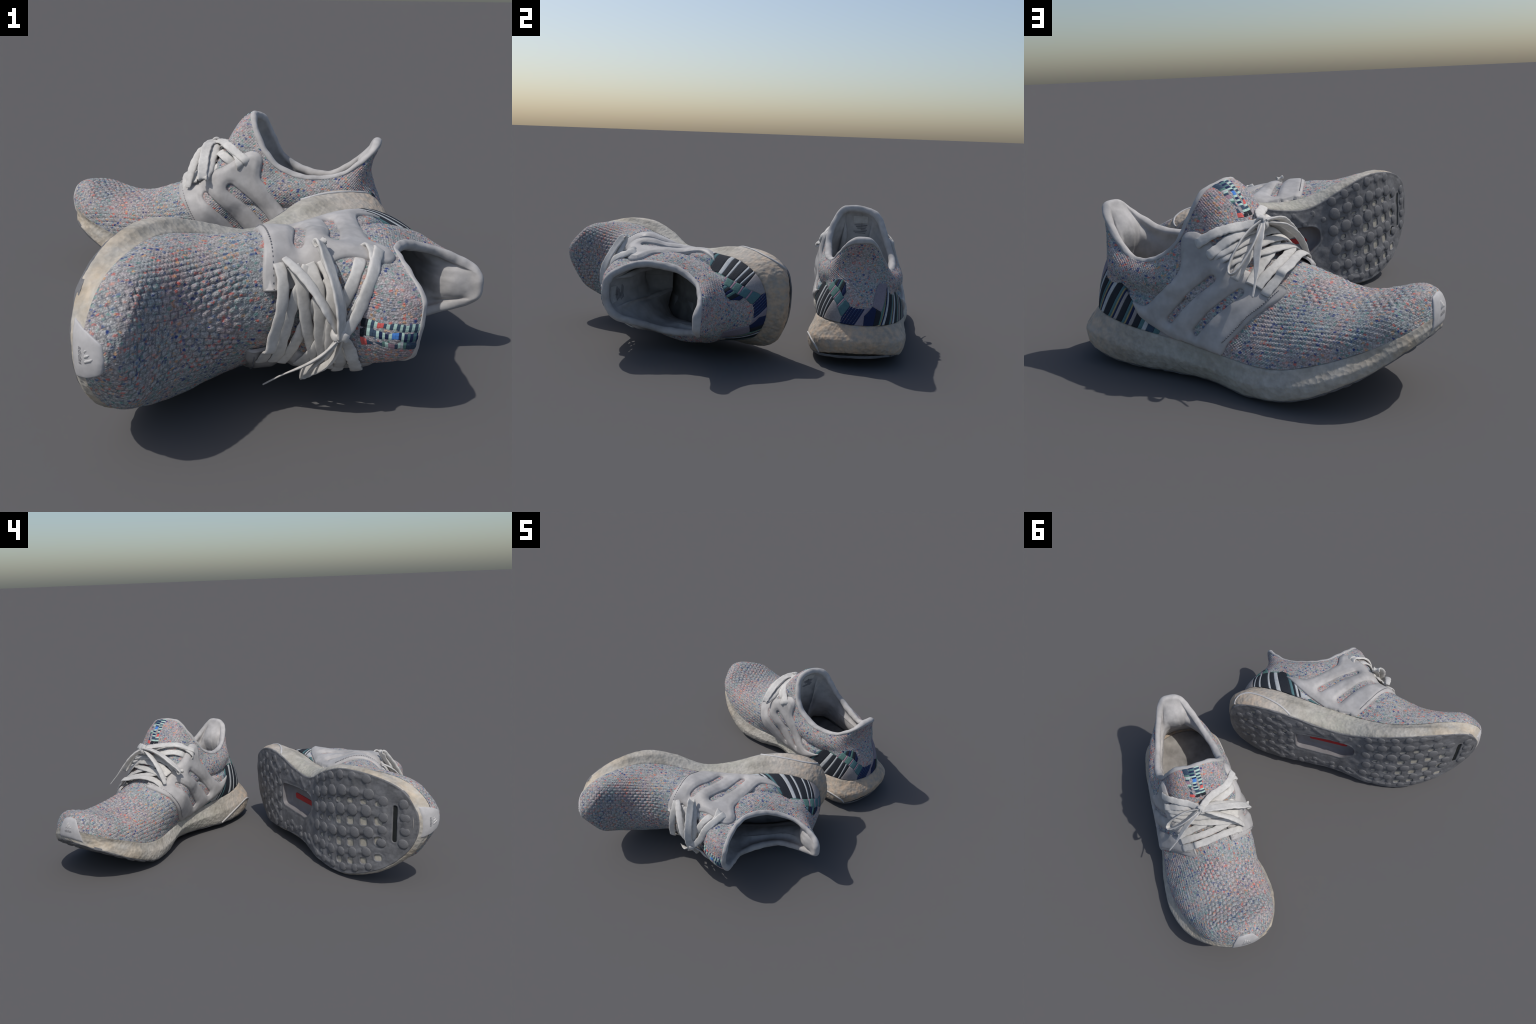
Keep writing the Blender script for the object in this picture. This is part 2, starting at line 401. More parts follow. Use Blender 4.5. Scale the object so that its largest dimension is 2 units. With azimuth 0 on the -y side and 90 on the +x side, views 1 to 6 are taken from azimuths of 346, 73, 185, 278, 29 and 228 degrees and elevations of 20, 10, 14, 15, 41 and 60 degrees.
def foam_material():
    k = Nodes("pelleted_foam", .75)
    x, y, z = k.xyz()
    cells = k.voronoi(58, out="Distance"); n1 = k.noise(6, 5); n2 = k.noise(34, 3)
    base = k.ramp(n1, [(.28, (.31, .285, .24)), (.5, (.43, .405, .36)), (.72, (.50, .48, .445))])
    # worn: tan heel, greyish waist on the inner side, tan toe edge
    mh = k.n("ShaderNodeMapRange"); k.put(mh.inputs[0], x); mh.inputs[1].default_value = -.35; mh.inputs[2].default_value = -.72; mh.inputs[3].default_value = 0; mh.inputs[4].default_value = 1
    hm = k.math("MULTIPLY", mh.outputs[0], k.ramp(n2, [(.35, .25), (.62, .95)]))
    col = k.mix(hm, base, (.50, .37, .26))
    mt = k.n("ShaderNodeMapRange"); k.put(mt.inputs[0], x); mt.inputs[1].default_value = .25; mt.inputs[2].default_value = .65; mt.inputs[3].default_value = 0; mt.inputs[4].default_value = .75
    tm = k.math("MULTIPLY", mt.outputs[0], k.ramp(k.noise(14, 3), [(.4, 0), (.65, 1)]))
    col = k.mix(tm, col, (.52, .43, .32))
    my = k.n("ShaderNodeMapRange"); k.put(my.inputs[0], k.math("ABSOLUTE", k.math("ADD", x, .08))); my.inputs[1].default_value = .3; my.inputs[2].default_value = .05; my.inputs[3].default_value = 0; my.inputs[4].default_value = .6
    wm = k.math("MULTIPLY", my.outputs[0], k.ramp(k.noise(11, 4), [(.35, 0), (.6, 1)]))
    col = k.mix(wm, col, (.36, .36, .30))
    col = k.mix(1.0, col, k.ramp(n2, [(.3, .80), (.7, 1.08)]), "MULTIPLY")
    nb = k.bump(cells, .5, .005); nb = k.bump(n2, .3, .004, nb)
    return k.done(col, nb)

def rubber_material(name="grey_rubber", c=(.162, .163, .170)):
    k = Nodes(name, .55)
    n1 = k.noise(12, 4); n2 = k.noise(70, 3); c = np.array(c)
    col = k.ramp(n1, [(.3, tuple(c * .72)), (.55, tuple(c)), (.8, tuple(c * 1.3))])
    col = k.mix(1.0, col, k.ramp(n2, [(.3, .85), (.7, 1.1)]), "MULTIPLY")
    return k.done(col, k.bump(n2, .35, .003))

M = {}
def make_materials():
    M["knit"] = knit_material()
    M["tongue_knit"] = knit_material("speckled_rib_knit", .07, (.38, .36, .375))
    M["cage"] = cloth_material("grey_moulded_plastic", (.425, .41, .40), 26, .13, .5, .25)
    M["lace"] = cloth_material("white_flat_lace", (.56, .545, .52), 60, .12, .85, .2)
    M["lining"] = cloth_material("grey_lining", (.45, .435, .425), 30, .13, .9, .4)
    M["insole"] = cloth_material("worn_insole", (.30, .285, .27), 14, .25, .9, .3)
    M["foam"] = foam_material()
    M["rubber"] = rubber_material()
    M["foam_bare"] = cloth_material("bare_foam", (.40, .37, .31), 45, .2, .8, .5)
    M["cap"] = cloth_material("grey_toe_plastic", (.45, .44, .44), 40, .08, .5, .25)
    M["arch"] = cloth_material("smooth_grey_plastic", (.21, .20, .205), 30, .08, .5, .1)
    M["clip"] = cloth_material("pale_clip", (.50, .49, .48), 40, .06, .45, .2)
    M["red"] = cloth_material("red_mark", (.42, .03, .03), 60, .08, .6, .1)
    M["slot_black"] = cloth_material("black_recess", (.018, .02, .02), 60, .2, .8, .2)
    M["stitch"] = cloth_material("dark_stitch", (.20, .20, .21), 60, .1, .8, .2)
    for n, c in dict(black=(.022, .026, .034), navy=(.016, .026, .08), teal=(.085, .175, .19), green=(.10, .20, .18), pink=(.36, .23, .28), mauve=(.25, .22, .26),
                     pale=(.45, .47, .48), tan=(.33, .27, .14), grey=(.30, .28, .28), blue=(.07, .22, .58), coral=(.62, .12, .11), mint=(.42, .58, .52), sky=(.09, .14, .28), slate=(.045, .075, .12)).items():
        M["print_" + n] = cloth_material("print_" + n, c, 120, .12, .9, .3)
make_materials()

# ---------------------------------------------------------------- the upper
P0 = relax(upper_grid(768, 260), 14)
N0 = grid_normals(P0)
if N0[400, 60, 2] < 0: N0 = -N0
NSU, NVU = P0.shape[:2]
IDX = np.arange(NSU) / NSU * 24.0

_a = np.arange(NSU * NVU).reshape(NSU, NVU); _A = np.vstack([_a, _a[:1]])
_Q = np.stack([_A[:-1, :-1], _A[1:, :-1], _A[1:, 1:], _A[:-1, 1:]], -1).reshape(-1, 4)
BVH = BVHTree.FromPolygons(P0.reshape(-1, 3).tolist(), _Q.tolist())

def smooth_normal(hit, face):
    q = _Q[face]; p = P0.reshape(-1, 3)[q]; n = N0.reshape(-1, 3)[q]
    w = 1 / (((p - np.array(hit)) ** 2).sum(1) + 1e-9)
    return unit((n * w[:, None]).sum(0))

def cast_surface(origins, direction):
    pts, nor = [], []; last = None
    d = Vector(direction)
    for o in origins:
        h = BVH.ray_cast(Vector(o), d)
        if h[0] is None:
            nn = BVH.find_nearest(Vector(o) + d * 1.0); loc, f = nn[0], nn[2]
        else: loc, f = h[0], h[2]
        pts.append(tuple(loc)); nor.append(smooth_normal(loc, f))
    return np.array(pts), np.array(nor)

def clear_of_ridge(uv, P, N, y0, s):     # flaps that stand above the instep keep to their own side
    low = P[:, 1] * s < y0
    t = np.clip((y0 - P[:, 1] * s) / .05, 0, 1)[:, None]
    P[low] = np.c_[uv[:, 0], np.full(len(uv), y0 * s), uv[:, 1]][low]
    N = unit(N * (1 - t) + np.array([.1, .55 * s, .8]) * t)
    return P, N

def on_inner_side(uv):      # (x, z) seen from the inner side
    P, N = cast_surface(np.stack([uv[:, 0], np.full(len(uv), 1.0), uv[:, 1]], -1), (0, -1, 0))
    return clear_of_ridge(uv, P, N, .125, 1)
def on_outer_side(uv):
    P, N = cast_surface(np.stack([uv[:, 0], np.full(len(uv), -1.0), uv[:, 1]], -1), (0, 1, 0))
    return clear_of_ridge(uv, P, N, .075, -1)

HEEL_U = .13                # metres per station, keeps heel patches near isotropic
def on_heel(uz):            # (station * HEEL_U, height) on the heel of the upper; negative stations = outer side
    i = (uz[:, 0] / HEEL_U) / 24 * NSU; i0 = np.floor(i).astype(int); f = (i - i0)
    pts, nor = [], []
    for k in range(len(uz)):
        a, b = i0[k] % NSU, (i0[k] + 1) % NSU
        col = P0[a] * (1 - f[k]) + P0[b] * f[k]; cn = N0[a] * (1 - f[k]) + N0[b] * f[k]
        z = np.maximum.accumulate(col[:, 2]); v = np.interp(uz[k, 1], z, np.arange(NVU)); v0 = min(int(v), NVU - 2); g = v - v0
        pts.append(col[v0] * (1 - g) + col[v0 + 1] * g); nor.append(cn[v0] * (1 - g) + cn[v0 + 1] * g)
    return np.array(pts), unit(np.array(nor))

def on_tongue(uv):          # (sideways y, distance down the tongue from its top edge)
    c0 = int(12.4 / 24 * NSU); arc = np.concatenate([[0], np.cumsum(np.linalg.norm(np.diff(P0[c0, ::-1], axis=0), axis=1))])
    lo, hi = int(9.5 / 24 * NSU), int(15.5 / 24 * NSU); pts, nor = [], []
    for y, d in uv:
        r = NVU - 1 - np.interp(d, arc, np.arange(NVU)); r0 = min(max(int(r), 0), NVU - 2); f = r - r0
        row = P0[lo:hi, r0] * (1 - f) + P0[lo:hi, r0 + 1] * f; rn_ = N0[lo:hi, r0] * (1 - f) + N0[lo:hi, r0 + 1] * f
        yy = np.maximum.accumulate(-row[:, 1] + np.arange(hi - lo) * 1e-9)
        pts.append([np.interp(-y, yy, row[:, k]) for k in range(3)]); nor.append([np.interp(-y, yy, rn_[:, k]) for k in range(3)])
    return np.array(pts), unit(np.array(nor))

def knit_relief():
    """Raised knit cells on the toe box, ribs along the sides, small irregular lumps."""
    X, Y, Z = P0[..., 0], P0[..., 1], P0[..., 2]
    yr, zr = ridge_y(np.clip(X, -.14, .74)), ridge_z(np.clip(X, -.14, .735))
    W = np.abs(Y - .04) + .9 * np.clip(.37 - Z, 0, 1)          # distance from the ridge, same rule as in the knit material
    col = W / CELL_Y; r = np.floor(col); row = X / CELL_X + .5 * (r % 2)
    pill = (np.abs(np.sin(np.pi * row)) ** .5) * (np.abs(np.sin(np.pi * col)) ** .5)
    area = smooth(.20, .30, X) * (1 - smooth(.60, .70, X)) * (1 - smooth(.15, .24, W))
    jitter = np.sin(r * 12.9 + np.floor(row) * 78.2) * .5 + .5
    d = .0090 * (pill - .75) * area * (.35 + .65 * jitter)
    rib = np.abs(np.sin(np.pi * W / .021)) ** .6
    sides = smooth(.05, .2, X) * (1 - smooth(.62, .72, X)) * smooth(.15, .24, W)
    d += .0022 * (rib - .7) * sides
    stitch = np.sin(2 * np.pi * X / .0125) * np.sin(2 * np.pi * (Z + .35 * Y) / .011)
    d += .0009 * stitch * (1 - area)
    lump = (np.sin(X * 31 + 5 * Y) * np.sin(Z * 27 + 3 * X) + .6 * np.sin(X * 67 - Y * 43) * np.sin(Z * 59 + Y * 37))
    d += .0014 * lump
    # crease under the padded collar, on both quarters
    ii = np.minimum(IDX, 24 - IDX)[:, None] * np.ones((1, NVU))
    q = smooth(1.8, 2.8, ii) * (1 - smooth(5.2, 6.4, ii))
    cz = np.where(IDX[:, None] < 12, .345 + .004 * (ii - 3), .315)
    d += -.011 * q * np.exp(-((Z - cz) / .012) ** 2) + .010 * q * np.exp(-((Z - cz - .065) / .045) ** 2)
    fade = np.minimum(1, np.minimum(np.arange(NVU), NVU - 1 - np.arange(NVU)) / 6.0)[None]
    return d * fade

UP = P0 + N0 * knit_relief()[..., None]

# ---------------------------------------------------------------- midsole
def sole_columns(ns=768):
    s = np.arange(ns) / ns; B = spline_closed(SOLE_RING, s); T = spline_closed(TOP_RING, s)
    tang = np.roll(B, -1, 0) - np.roll(B, 1, 0); n = np.stack([tang[:, 1], -tang[:, 0], 0 * tang[:, 0]], -1); n = unit(n)
    if n[0, 0] > 0: n = -n
    return s, B, T, n
_s, SB, ST, SN = sole_columns()
def midsole_grid():
    v_knots = [.02, .01, .00, .01, .04, .12, .25, .40, .50, .58, .70, .82, .92, .98, 1.0, .985, .93, .85]
    o_knots = [-.070, -.035, -.012, .000, .006, .012, .018, .022, .0235, .019, .012, .007, .004, .000, -.006, -.016, -.035, -.060]
    k = np.linspace(0, len(v_knots) - 1, 64)
    v = np.interp(k, np.arange(len(v_knots)), v_knots); o = np.interp(k, np.arange(len(v_knots)), o_knots)
    for _ in range(2):
        v[1:-1] = .25 * v[:-2] + .5 * v[1:-1] + .25 * v[2:]; o[1:-1] = .25 * o[:-2] + .5 * o[1:-1] + .25 * o[2:]
    hb = np.clip((-.45 - SB[:, :1]) / .25, 0, 1); tb = 1 - np.clip((SB[:, :1] - .5) / .2, 0, 1) * .75
    rows = []
    for vv, oo in zip(v, o):
        c = min(max(vv, 0), 1)
        rows.append(SB * (1 - vv) + ST * vv + SN * (oo * tb + hb * .016 * np.sin(np.pi * c) ** .8))
    G = np.stack(rows, 1)
    n = grid_normals(G)
    if n[0, 25, 0] > 0: n = -n
    d = np.zeros(G.shape[:2])
    for i in range(0, G.shape[0]):
        for j in range(6, 56):
            p = Vector(G[i, j])
            d[i, j] = .0014 * noise.noise(p * 34) + .0010 * noise.noise(p * 80) + .0022 * noise.noise(p * 9)
    xs = SB[:, :1]
    d *= .8 + .9 * smooth(.5, .7, -xs)
    return G + n * d[..., None]
MID = midsole_grid()

def toe_skin():
    """Depth map of the nose of the shoe (upper and midsole together), closed over the seam and smoothed."""
    q = lambda G, o: (np.stack([np.vstack([a, a[:1]])[:-1, :-1], np.vstack([a, a[:1]])[1:, :-1], np.vstack([a, a[:1]])[1:, 1:], np.vstack([a, a[:1]])[:-1, 1:]], -1).reshape(-1, 4) + o) if (a := np.arange(G.shape[0] * G.shape[1]).reshape(G.shape[:2])) is not None else None
    tree = BVHTree.FromPolygons(np.vstack([P0.reshape(-1, 3), MID.reshape(-1, 3)]).tolist(), q(P0, 0).tolist() + q(MID, NSU * NVU).tolist())
    ys, zs = np.arange(-.11, .18, .006), np.arange(.17, .40, .006); D = np.full((len(ys), len(zs)), .45)
    for i, y in enumerate(ys):
        for j, z in enumerate(zs):
            h = tree.ray_cast(Vector((1.5, y, z)), Vector((-1, 0, 0)))
            if h[0] is not None: D[i, j] = max(h[0].x, .45)
    pad = np.pad(D, 1, mode="edge"); D = np.max([pad[i:i + D.shape[0], j:j + D.shape[1]] for i in range(3) for j in range(3)], 0)
    for _ in range(6):
        pad = np.pad(D, 1, mode="edge"); D = np.mean([pad[i:i + D.shape[0], j:j + D.shape[1]] for i in range(3) for j in range(3)], 0)
    return ys, zs, D
TOE_Y, TOE_Z, TOE_D = toe_skin()
def on_toe(yz):             # (y, z) seen from in front of the toe
    def depth(y, z):
        i = np.clip((y - TOE_Y[0]) / .006, 0, len(TOE_Y) - 1.001); j = np.clip((z - TOE_Z[0]) / .006, 0, len(TOE_Z) - 1.001)
        a, b = i.astype(int), j.astype(int); f, g = i - a, j - b
        return TOE_D[a, b] * (1 - f) * (1 - g) + TOE_D[a + 1, b] * f * (1 - g) + TOE_D[a, b + 1] * (1 - f) * g + TOE_D[a + 1, b + 1] * f * g
    y, z = yz[:, 0], yz[:, 1]; e = .006
    N = unit(np.stack([np.ones(len(yz)), -(depth(y + e, z) - depth(y - e, z)) / (2 * e), -(depth(y, z + e) - depth(y, z - e)) / (2 * e)], -1))
    return np.c_[depth(y, z), yz], N

# ---------------------------------------------------------------- bottom
def sole_z(x, y):
    x = np.clip(x, -.70, .728)
    ym, yp = sole_m_y(x), sole_p_y(x); t = np.clip((y - yp) / (ym - yp + 1e-9), 0, 1)
    return sole_p_z(x) * (1 - t) + sole_m_z(x) * t
def on_bottom(xy, lift=0.0):
    x, y = xy[:, 0], xy[:, 1]; z = sole_z(x, y) + lift
    e = .006
    dx = (sole_z(x + e, y) - sole_z(x - e, y)) / (2 * e); dy = (sole_z(x, y + e) - sole_z(x, y - e)) / (2 * e)
    return np.stack([x, y, z], -1), unit(np.stack([dx, dy, -np.ones_like(x)], -1))

def tread_layout():
    """Rows of studs and the openings between them, following the width of the sole."""
    studs, windows = [], []
    at = lambda x, t: float(sole_p_y(x) * (1 - t) + sole_m_y(x) * t)
    for k, t in enumerate((.945, .80, .625, .41, .215, .065)):
        for j in range(9):
            x = .125 + .0745 * j + (.012 if k % 2 else 0) - .03 * (1 - t)
            r = .031 if .1 < t < .9 else .025
            if x > .545: continue
            if x > .60 and (t < .12 or t > .9): continue
            if .575 < x < .64 and .3 < t < .75: x -= .012
            studs.append((x, at(x, t), r * (1.0 if t > .3 else .85)))
    for k, (t, big) in enumerate(((.71, .6), (.52, 1), (.31, 1), (.13, .8))):
        for j in range(6):
            x = .175 + .0745 * j + .008 - .03 * (1 - t)
            if x > .575 or (t > .6 and x > .57): continue
            s = big * (.55 if j < 2 else 1.0)
            windows.append((x, at(x, t), .036 * (.75 + .25 * s) * (.8 if j < 2 else 1), .042 * s))
    studs += [(x, y, .026) for x, y in ((.662, .118), (.664, .052), (.660, -.015), (.648, -.078), (.572, .125), (.568, .045), (.560, -.020), (.552, -.085))]   # round the toe slot
    for i in range(7):                                  # heel
        x = -.655 + .062 * i
        for j in range(6):
            t = .08 + .168 * j + (.05 if i % 2 else -.02)
            if t > .97 or (i == 0 and (j in (0, 5))): continue
            if x > -.33 and .22 < t < .82: continue
            studs.append((x, at(x, t), .023))
            if i < 5 and 0 < j < 5 and (i + j) % 2: windows.append((x + .031, at(x + .031, t + .07), .026, .03))
    for i in range(7):                                  # the two rails beside the arch window
        x = -.25 + .053 * i
        for t in (.07, .17) if i % 2 else (.12,):
            studs.append((x, at(x, t), .017))
        if i % 2: studs.append((x, at(x, .92), .015))
        else: studs.append((x, at(x, .80 if x > -.1 else .86), .014))
    return studs, windows

# ---------------------------------------------------------------- scene assembly
AXIS = unit(np.array([-.923, .3846]))
def place_shoes():
    """One shoe stands; the other is its mirror image lying on its outer side."""
    W = Matrix(((AXIS[0], -AXIS[1], 0, 0), (AXIS[1], AXIS[0], 0, .58), (0, 0, 1, 0), (0, 0, 0, 1)))
    R = Matrix(((.7533, .39934, .52256), (.46713, .23443, -.85254), (-.46296, .88633, -.00994))).to_4x4()
    R.translation = (.01097, -.19388, .79514)
    flip = Matrix.Diagonal((1, -1, 1, 1))
    along = (R @ flip @ W).to_3x3() @ Vector((1, 0, 0)); middle = (R @ flip @ W) @ Vector((0, 0, .2))
    tip = Matrix.Translation(middle) @ Matrix.Rotation(-.011, 4, along.cross(Vector((0, 0, 1))).normalized()) @ Matrix.Translation(-middle)
    roots = []
    for name, mw, lab in (("running_shoe", W, "grey speckled knit running shoe with white laces, standing"),
                          ("running_shoe.001", tip @ R @ flip @ W, "grey speckled knit running shoe lying on its side")):
        o = bpy.data.objects.new(name, None); bpy.context.collection.objects.link(o)
        o.empty_display_size = .1
        o.matrix_world = mw; o["label"] = lab; o["category"] = "shoe"
        roots.append(o)
    return roots
ROOTS = place_shoes()

def add(name, me, mat, parents=None, kind=None, matrix=None):
    """Link one shared mesh under both shoes (or under the given pair of parents)."""
    if mat is not None:
        me.materials.clear(); me.materials.append(M[mat])
    out = []
    for p in (parents or ROOTS):
        o = bpy.data.objects.new(name, me); bpy.context.collection.objects.link(o); o.parent = p
        if matrix is not None: o.matrix_local = matrix
        if kind: o["kind"] = kind
        out.append(o)
    return out

def join(name, items, soft=True):
    """Join (mesh, material key) pairs into one mesh with several materials."""
    keys = sorted({k for _, k in items}); verts, faces, mi = [], [], []
    for me, k in items:
        b = len(verts); verts += [tuple(v.co) for v in me.vertices]
        faces += [[b + i for i in p.vertices] for p in me.polygons]; mi += [keys.index(k)] * len(me.polygons)
        bpy.data.meshes.remove(me)
    out = bpy.data.meshes.new(name); out.from_pydata(verts, [], faces)
    for k in keys: out.materials.append(M[k])
    out.polygons.foreach_set("material_index", np.array(mi, np.int32))
    out.polygons.foreach_set("use_smooth", np.full(len(mi), soft)); out.update()
    return out

# ---- knit upper, cut into anatomical regions that share border vertices and normals
def region_mesh(name, mask):
    me = bpy.data.meshes.new(name)
    q = _Q[mask.reshape(-1)]; used = np.unique(q); remap = np.full(NSU * NVU, -1); remap[used] = np.arange(len(used))
    V = UP.reshape(-1, 3)
    me.from_pydata(V[used].tolist(), [], remap[q].tolist())
    me.polygons.foreach_set("use_smooth", np.ones(len(me.polygons), bool)); me.update()
    n = UPN.reshape(-1, 3)[used]
    me.normals_split_custom_set_from_vertices(n.tolist())
    return me
UPN = grid_normals(UP)
if (UPN * N0).sum() < 0: UPN = -UPN
# faces follow N0
_t = np.cross(UP[1, 100] - UP[0, 100], UP[0, 101] - UP[0, 100])
if _t @ N0[0, 100] < 0: _Q = _Q[:, ::-1]
fi = (IDX[:, None] + 0 * np.arange(NVU - 1)[None]); fv = (np.arange(NVU - 1) / (NVU - 1))[None] + 0 * fi
XX, YY = P0[:, :-1, 0], P0[:, :-1, 1]
tongue_m = (XX < .09) & (YY > -.10) & (YY < .165) & (fi > 6.2) & (fi < 18) & (P0[:, :-1, 2] > .46) & (fv > .55)
heel_m = ~tongue_m & ((fi < 6.4) | (fi > 17.6)) & (XX < -.17)
add("tongue", region_mesh("tongue", tongue_m), "tongue_knit")
add("heel_collar", region_mesh("heel_collar", heel_m), "knit")
add("toe_box", region_mesh("toe_box", ~tongue_m & ~heel_m), "knit")

# ---- lining: rolls over the rim and runs down inside
def lining():
    th = .030 + .006 * np.cos(np.minimum(IDX, 24 - IDX) / 2.2 * np.pi).clip(0) + .004 * np.exp(-((IDX - 12.3) / 2.5) ** 2)
    th = th[:, None]
    up = unit(P0[:, -1] - P0[:, -8]); n = N0[:, -3]
    arc = np.cumsum(np.linalg.norm(np.diff(P0[:, ::-1], axis=1), axis=2), axis=1)      # distance below the rim
    def below(dist, o):
        k = np.array([np.interp(dist, np.r_[0, arc[i]], np.arange(NVU)) for i in range(NSU)]); k0 = k.astype(int); f = (k - k0)[:, None]; i = np.arange(NSU)
        return P0[i, NVU - 1 - k0] * (1 - f) + P0[i, NVU - 2 - k0] * f + N0[i, NVU - 1 - k0] * o
    rows = [below(.011 * q, o) for q, o in ((1.0, -.003), (.9, .0022), (.55, .0034), (.2, .0034))]
    thin = (np.exp(-((IDX - 12.3) / 3.0) ** 4))[:, None]
    rows = [r * (1 - thin) + below(.005 * q, o) * thin for r, (q, o) in zip(rows, ((1.0, -.003), (.9, .0016), (.55, .0026), (.2, .003)))]
    for a in np.linspace(.12, 1, 9) * np.pi:
        rows.append(P0[:, -1] - n * (th * .5 * (1 - np.cos(a))) + up * (th * .42 * np.sin(a)) + n * .003 * np.cos(a / 2))
    front = (smooth(6.4, 8.0, IDX) * (1 - smooth(16.6, 18.2, IDX)))[:, None]; outer = (smooth(16.5, 18, IDX) * (1 - smooth(21, 22.5, IDX)))[:, None]
    mid_row = None; heelw = (1 - smooth(1.5, 3.5, np.minimum(IDX, 24 - IDX)))[:, None]
    for k in np.linspace(NVU - 6, int(NVU * .03), 44).astype(int):
        v = k / NVU
        d = th * np.interp(v, [.0, .25, .8, 1], [.5, .8, 1.05, 1.0]) * (1 + (2.3 * front * (1 - smooth(.82, .995, v)) + (1.0 * outer + .9 * heelw) * (1 - smooth(.70, .98, v))) * smooth(.1, .3, v))
        r = P0[:, k] - N0[:, k] * d
        if v >= .80: mid_row = r
        else:                                          # under the instep the inside closes towards the insole
            t = (.80 - v) / .80
            floor = np.c_[np.clip(mid_row[:, 0] + .06, -.2, -.02), .03 + (mid_row[:, 1] - .03) * .85, np.full(len(r), .19)]
            r = r * (1 - front) + (mid_row * (1 - t) + floor * t) * front
        rows.append(r)
    G = np.stack(rows, 1)
    for _ in range(3):
        G[:, 16:-1] = .5 * G[:, 16:-1] + .25 * (np.roll(G, 3, 0) + np.roll(G, -3, 0))[:, 16:-1]
    lump = np.zeros(G.shape[:2])
    for i in range(G.shape[0]):
        for j in range(3, 40):
            lump[i, j] = .0032 * noise.noise(Vector(G[i, j]) * 26)
    gn = grid_normals(G)
    return grid_mesh("lining", G + gn * lump[..., None])
LINING = lining()
add("lining", LINING, "lining")

def insole():
    xs = np.linspace(-.66, .66, 60)
    def z_of(x, y):
        t = np.clip((y - top_p_y(x)) / (top_m_y(x) - top_p_y(x)), 0, 1)
        z = top_p_z(x) * (1 - t) + top_m_z(x) * t + .022 - .02 * smooth(-.1, .3, x)
        return z - .024 * np.clip(1 - np.abs(2 * t - 1) ** 3, 0, 1)
    def to3d(q):
        x = np.clip(q[:, 0], -.62, .66); z = z_of(x, q[:, 1]); return np.c_[q, z], np.tile([0, 0, 1.0], (len(q), 1))
    loop = (ST - SN * np.array([1, 1, 0]) * .028)[::8, :2]
    return patch("insole", loop, to3d, res=.03, height=.003, roll=.01, drop=.03)
add("insole", insole(), "insole")

# ---- midsole with its clip
MIDO = add("midsole", grid_mesh("midsole", MID), "foam")
def mid_point(idx, frac, off):
    i = idx / 24 * len(SB); a = int(np.floor(i)) % len(SB)
    col = MID[a, 4:46]; z = SB[a, 2] + frac * (ST[a, 2] - SB[a, 2]); zz = np.maximum.accumulate(col[:, 2])
    return np.array([np.interp(z, zz, col[:, k]) for k in range(3)]) + SN[a] * off
clip_path = [(1.3, .03), (1.42, .20), (1.7, .36), (2.2, .46), (2.9, .40), (3.5, .24), (3.95, .03)]
pts = [mid_point(i, f, .0015) for i, f in clip_path]
add("heel_clip", sweep("heel_clip", pts, .010, .008, side=[(0, 0, 1)] * len(pts), n=70), "clip", MIDO)

# ---- outsole
studs, windows = tread_layout()
arch = rounded([(-.312, .085), (-.14, .083), (.01, .070), (.042, .048), (.040, -.012), (-.035, -.070), (-.25, -.046), (-.312, -.040)], .03)
toe_slot = slot((.622, .100), (.608, -.066), .018)
ring = spline_closed(SOLE_RING, np.arange(160) / 160)[:, :2]
rt = unit(np.roll(ring, -1, 0) - np.roll(ring, 1, 0)); rn = np.stack([-rt[:, 1], rt[:, 0]], -1)
if (rn[0] @ (ring.mean(0) - ring[0])) < 0: rn = -rn
outline = ring - rn * .001
holes = [arch, toe_slot]
for (x, y, w, h) in windows:
    hole = rounded([(x - w / 2, y - h / 2), (x + w / 2, y - h / 2 + .002), (x + w / 2, y + h / 2), (x - w / 2, y + h / 2 - .002)], .011, 4)
    if inside(hole, ring + rn * .02).all() and not inside(hole, arch).any(): holes.append(hole)
def web(v2, P3, d):         # the net between the openings is uneven
    links = np.zeros(len(v2)); S = np.array([s[:2] for s in studs])
    for i in range(len(S)):
        for j in range(i):
            if np.linalg.norm(S[i] - S[j]) < .088 and (i * 7 + j * 3) % 3:
                ab = S[j] - S[i]; t = np.clip(((v2 - S[i]) @ ab) / (ab @ ab), 0, 1)
                links = np.maximum(links, np.exp(-(np.linalg.norm(S[i] + t[:, None] * ab - v2, axis=1) / .009) ** 2))
    return np.array([.003 * noise.noise(Vector((a * 22, b * 22, 0))) for a, b in v2]) - .003 * np.exp(-((d - .012) / .006) ** 2) + .0045 * links
OUT = add("outsole", patch("outsole", outline, on_bottom, res=.0085, height=.0045, roll=.006, drop=.010, holes=holes, relief=web), "rubber")
add("foam_floor", patch("foam_floor", ring + rn * .012, lambda q: on_bottom(q, .003), res=.03, height=.001, roll=.002, drop=.001, holes=[arch]), "foam_bare", MIDO)
add("slot_floor", patch("slot_floor", slot((.622, .100), (.608, -.066), .034), lambda q: on_bottom(q, .004), res=.01, height=.002, roll=.002, drop=.001), "slot_black", OUT)
def arch_cup():
    L = resample(arch, .01); c = L.mean(0)
    a, _ = on_bottom(L, -.002); b, _ = on_bottom(c + (L - c) * .97, .046)
    rows = [a, a * .6 + b * .4, b]
    for k in (.8, .5, .2, .01): rows.append(on_bottom(c + (L - c) * .97 * k, .046)[0])
    return grid_mesh("arch_window", np.stack(rows, 1), flip=True)
ARCH = add("arch_window", arch_cup(), "arch", OUT)
add("sole_mark", patch("sole_mark", rounded([(-.242, .030), (-.225, .034), (-.020, .012), (-.008, -.006), (-.030, -.014), (-.236, .002)], .008), lambda q: on_bottom(q, .044), res=.015, height=.002, roll=.002, drop=.003), "red", OUT)
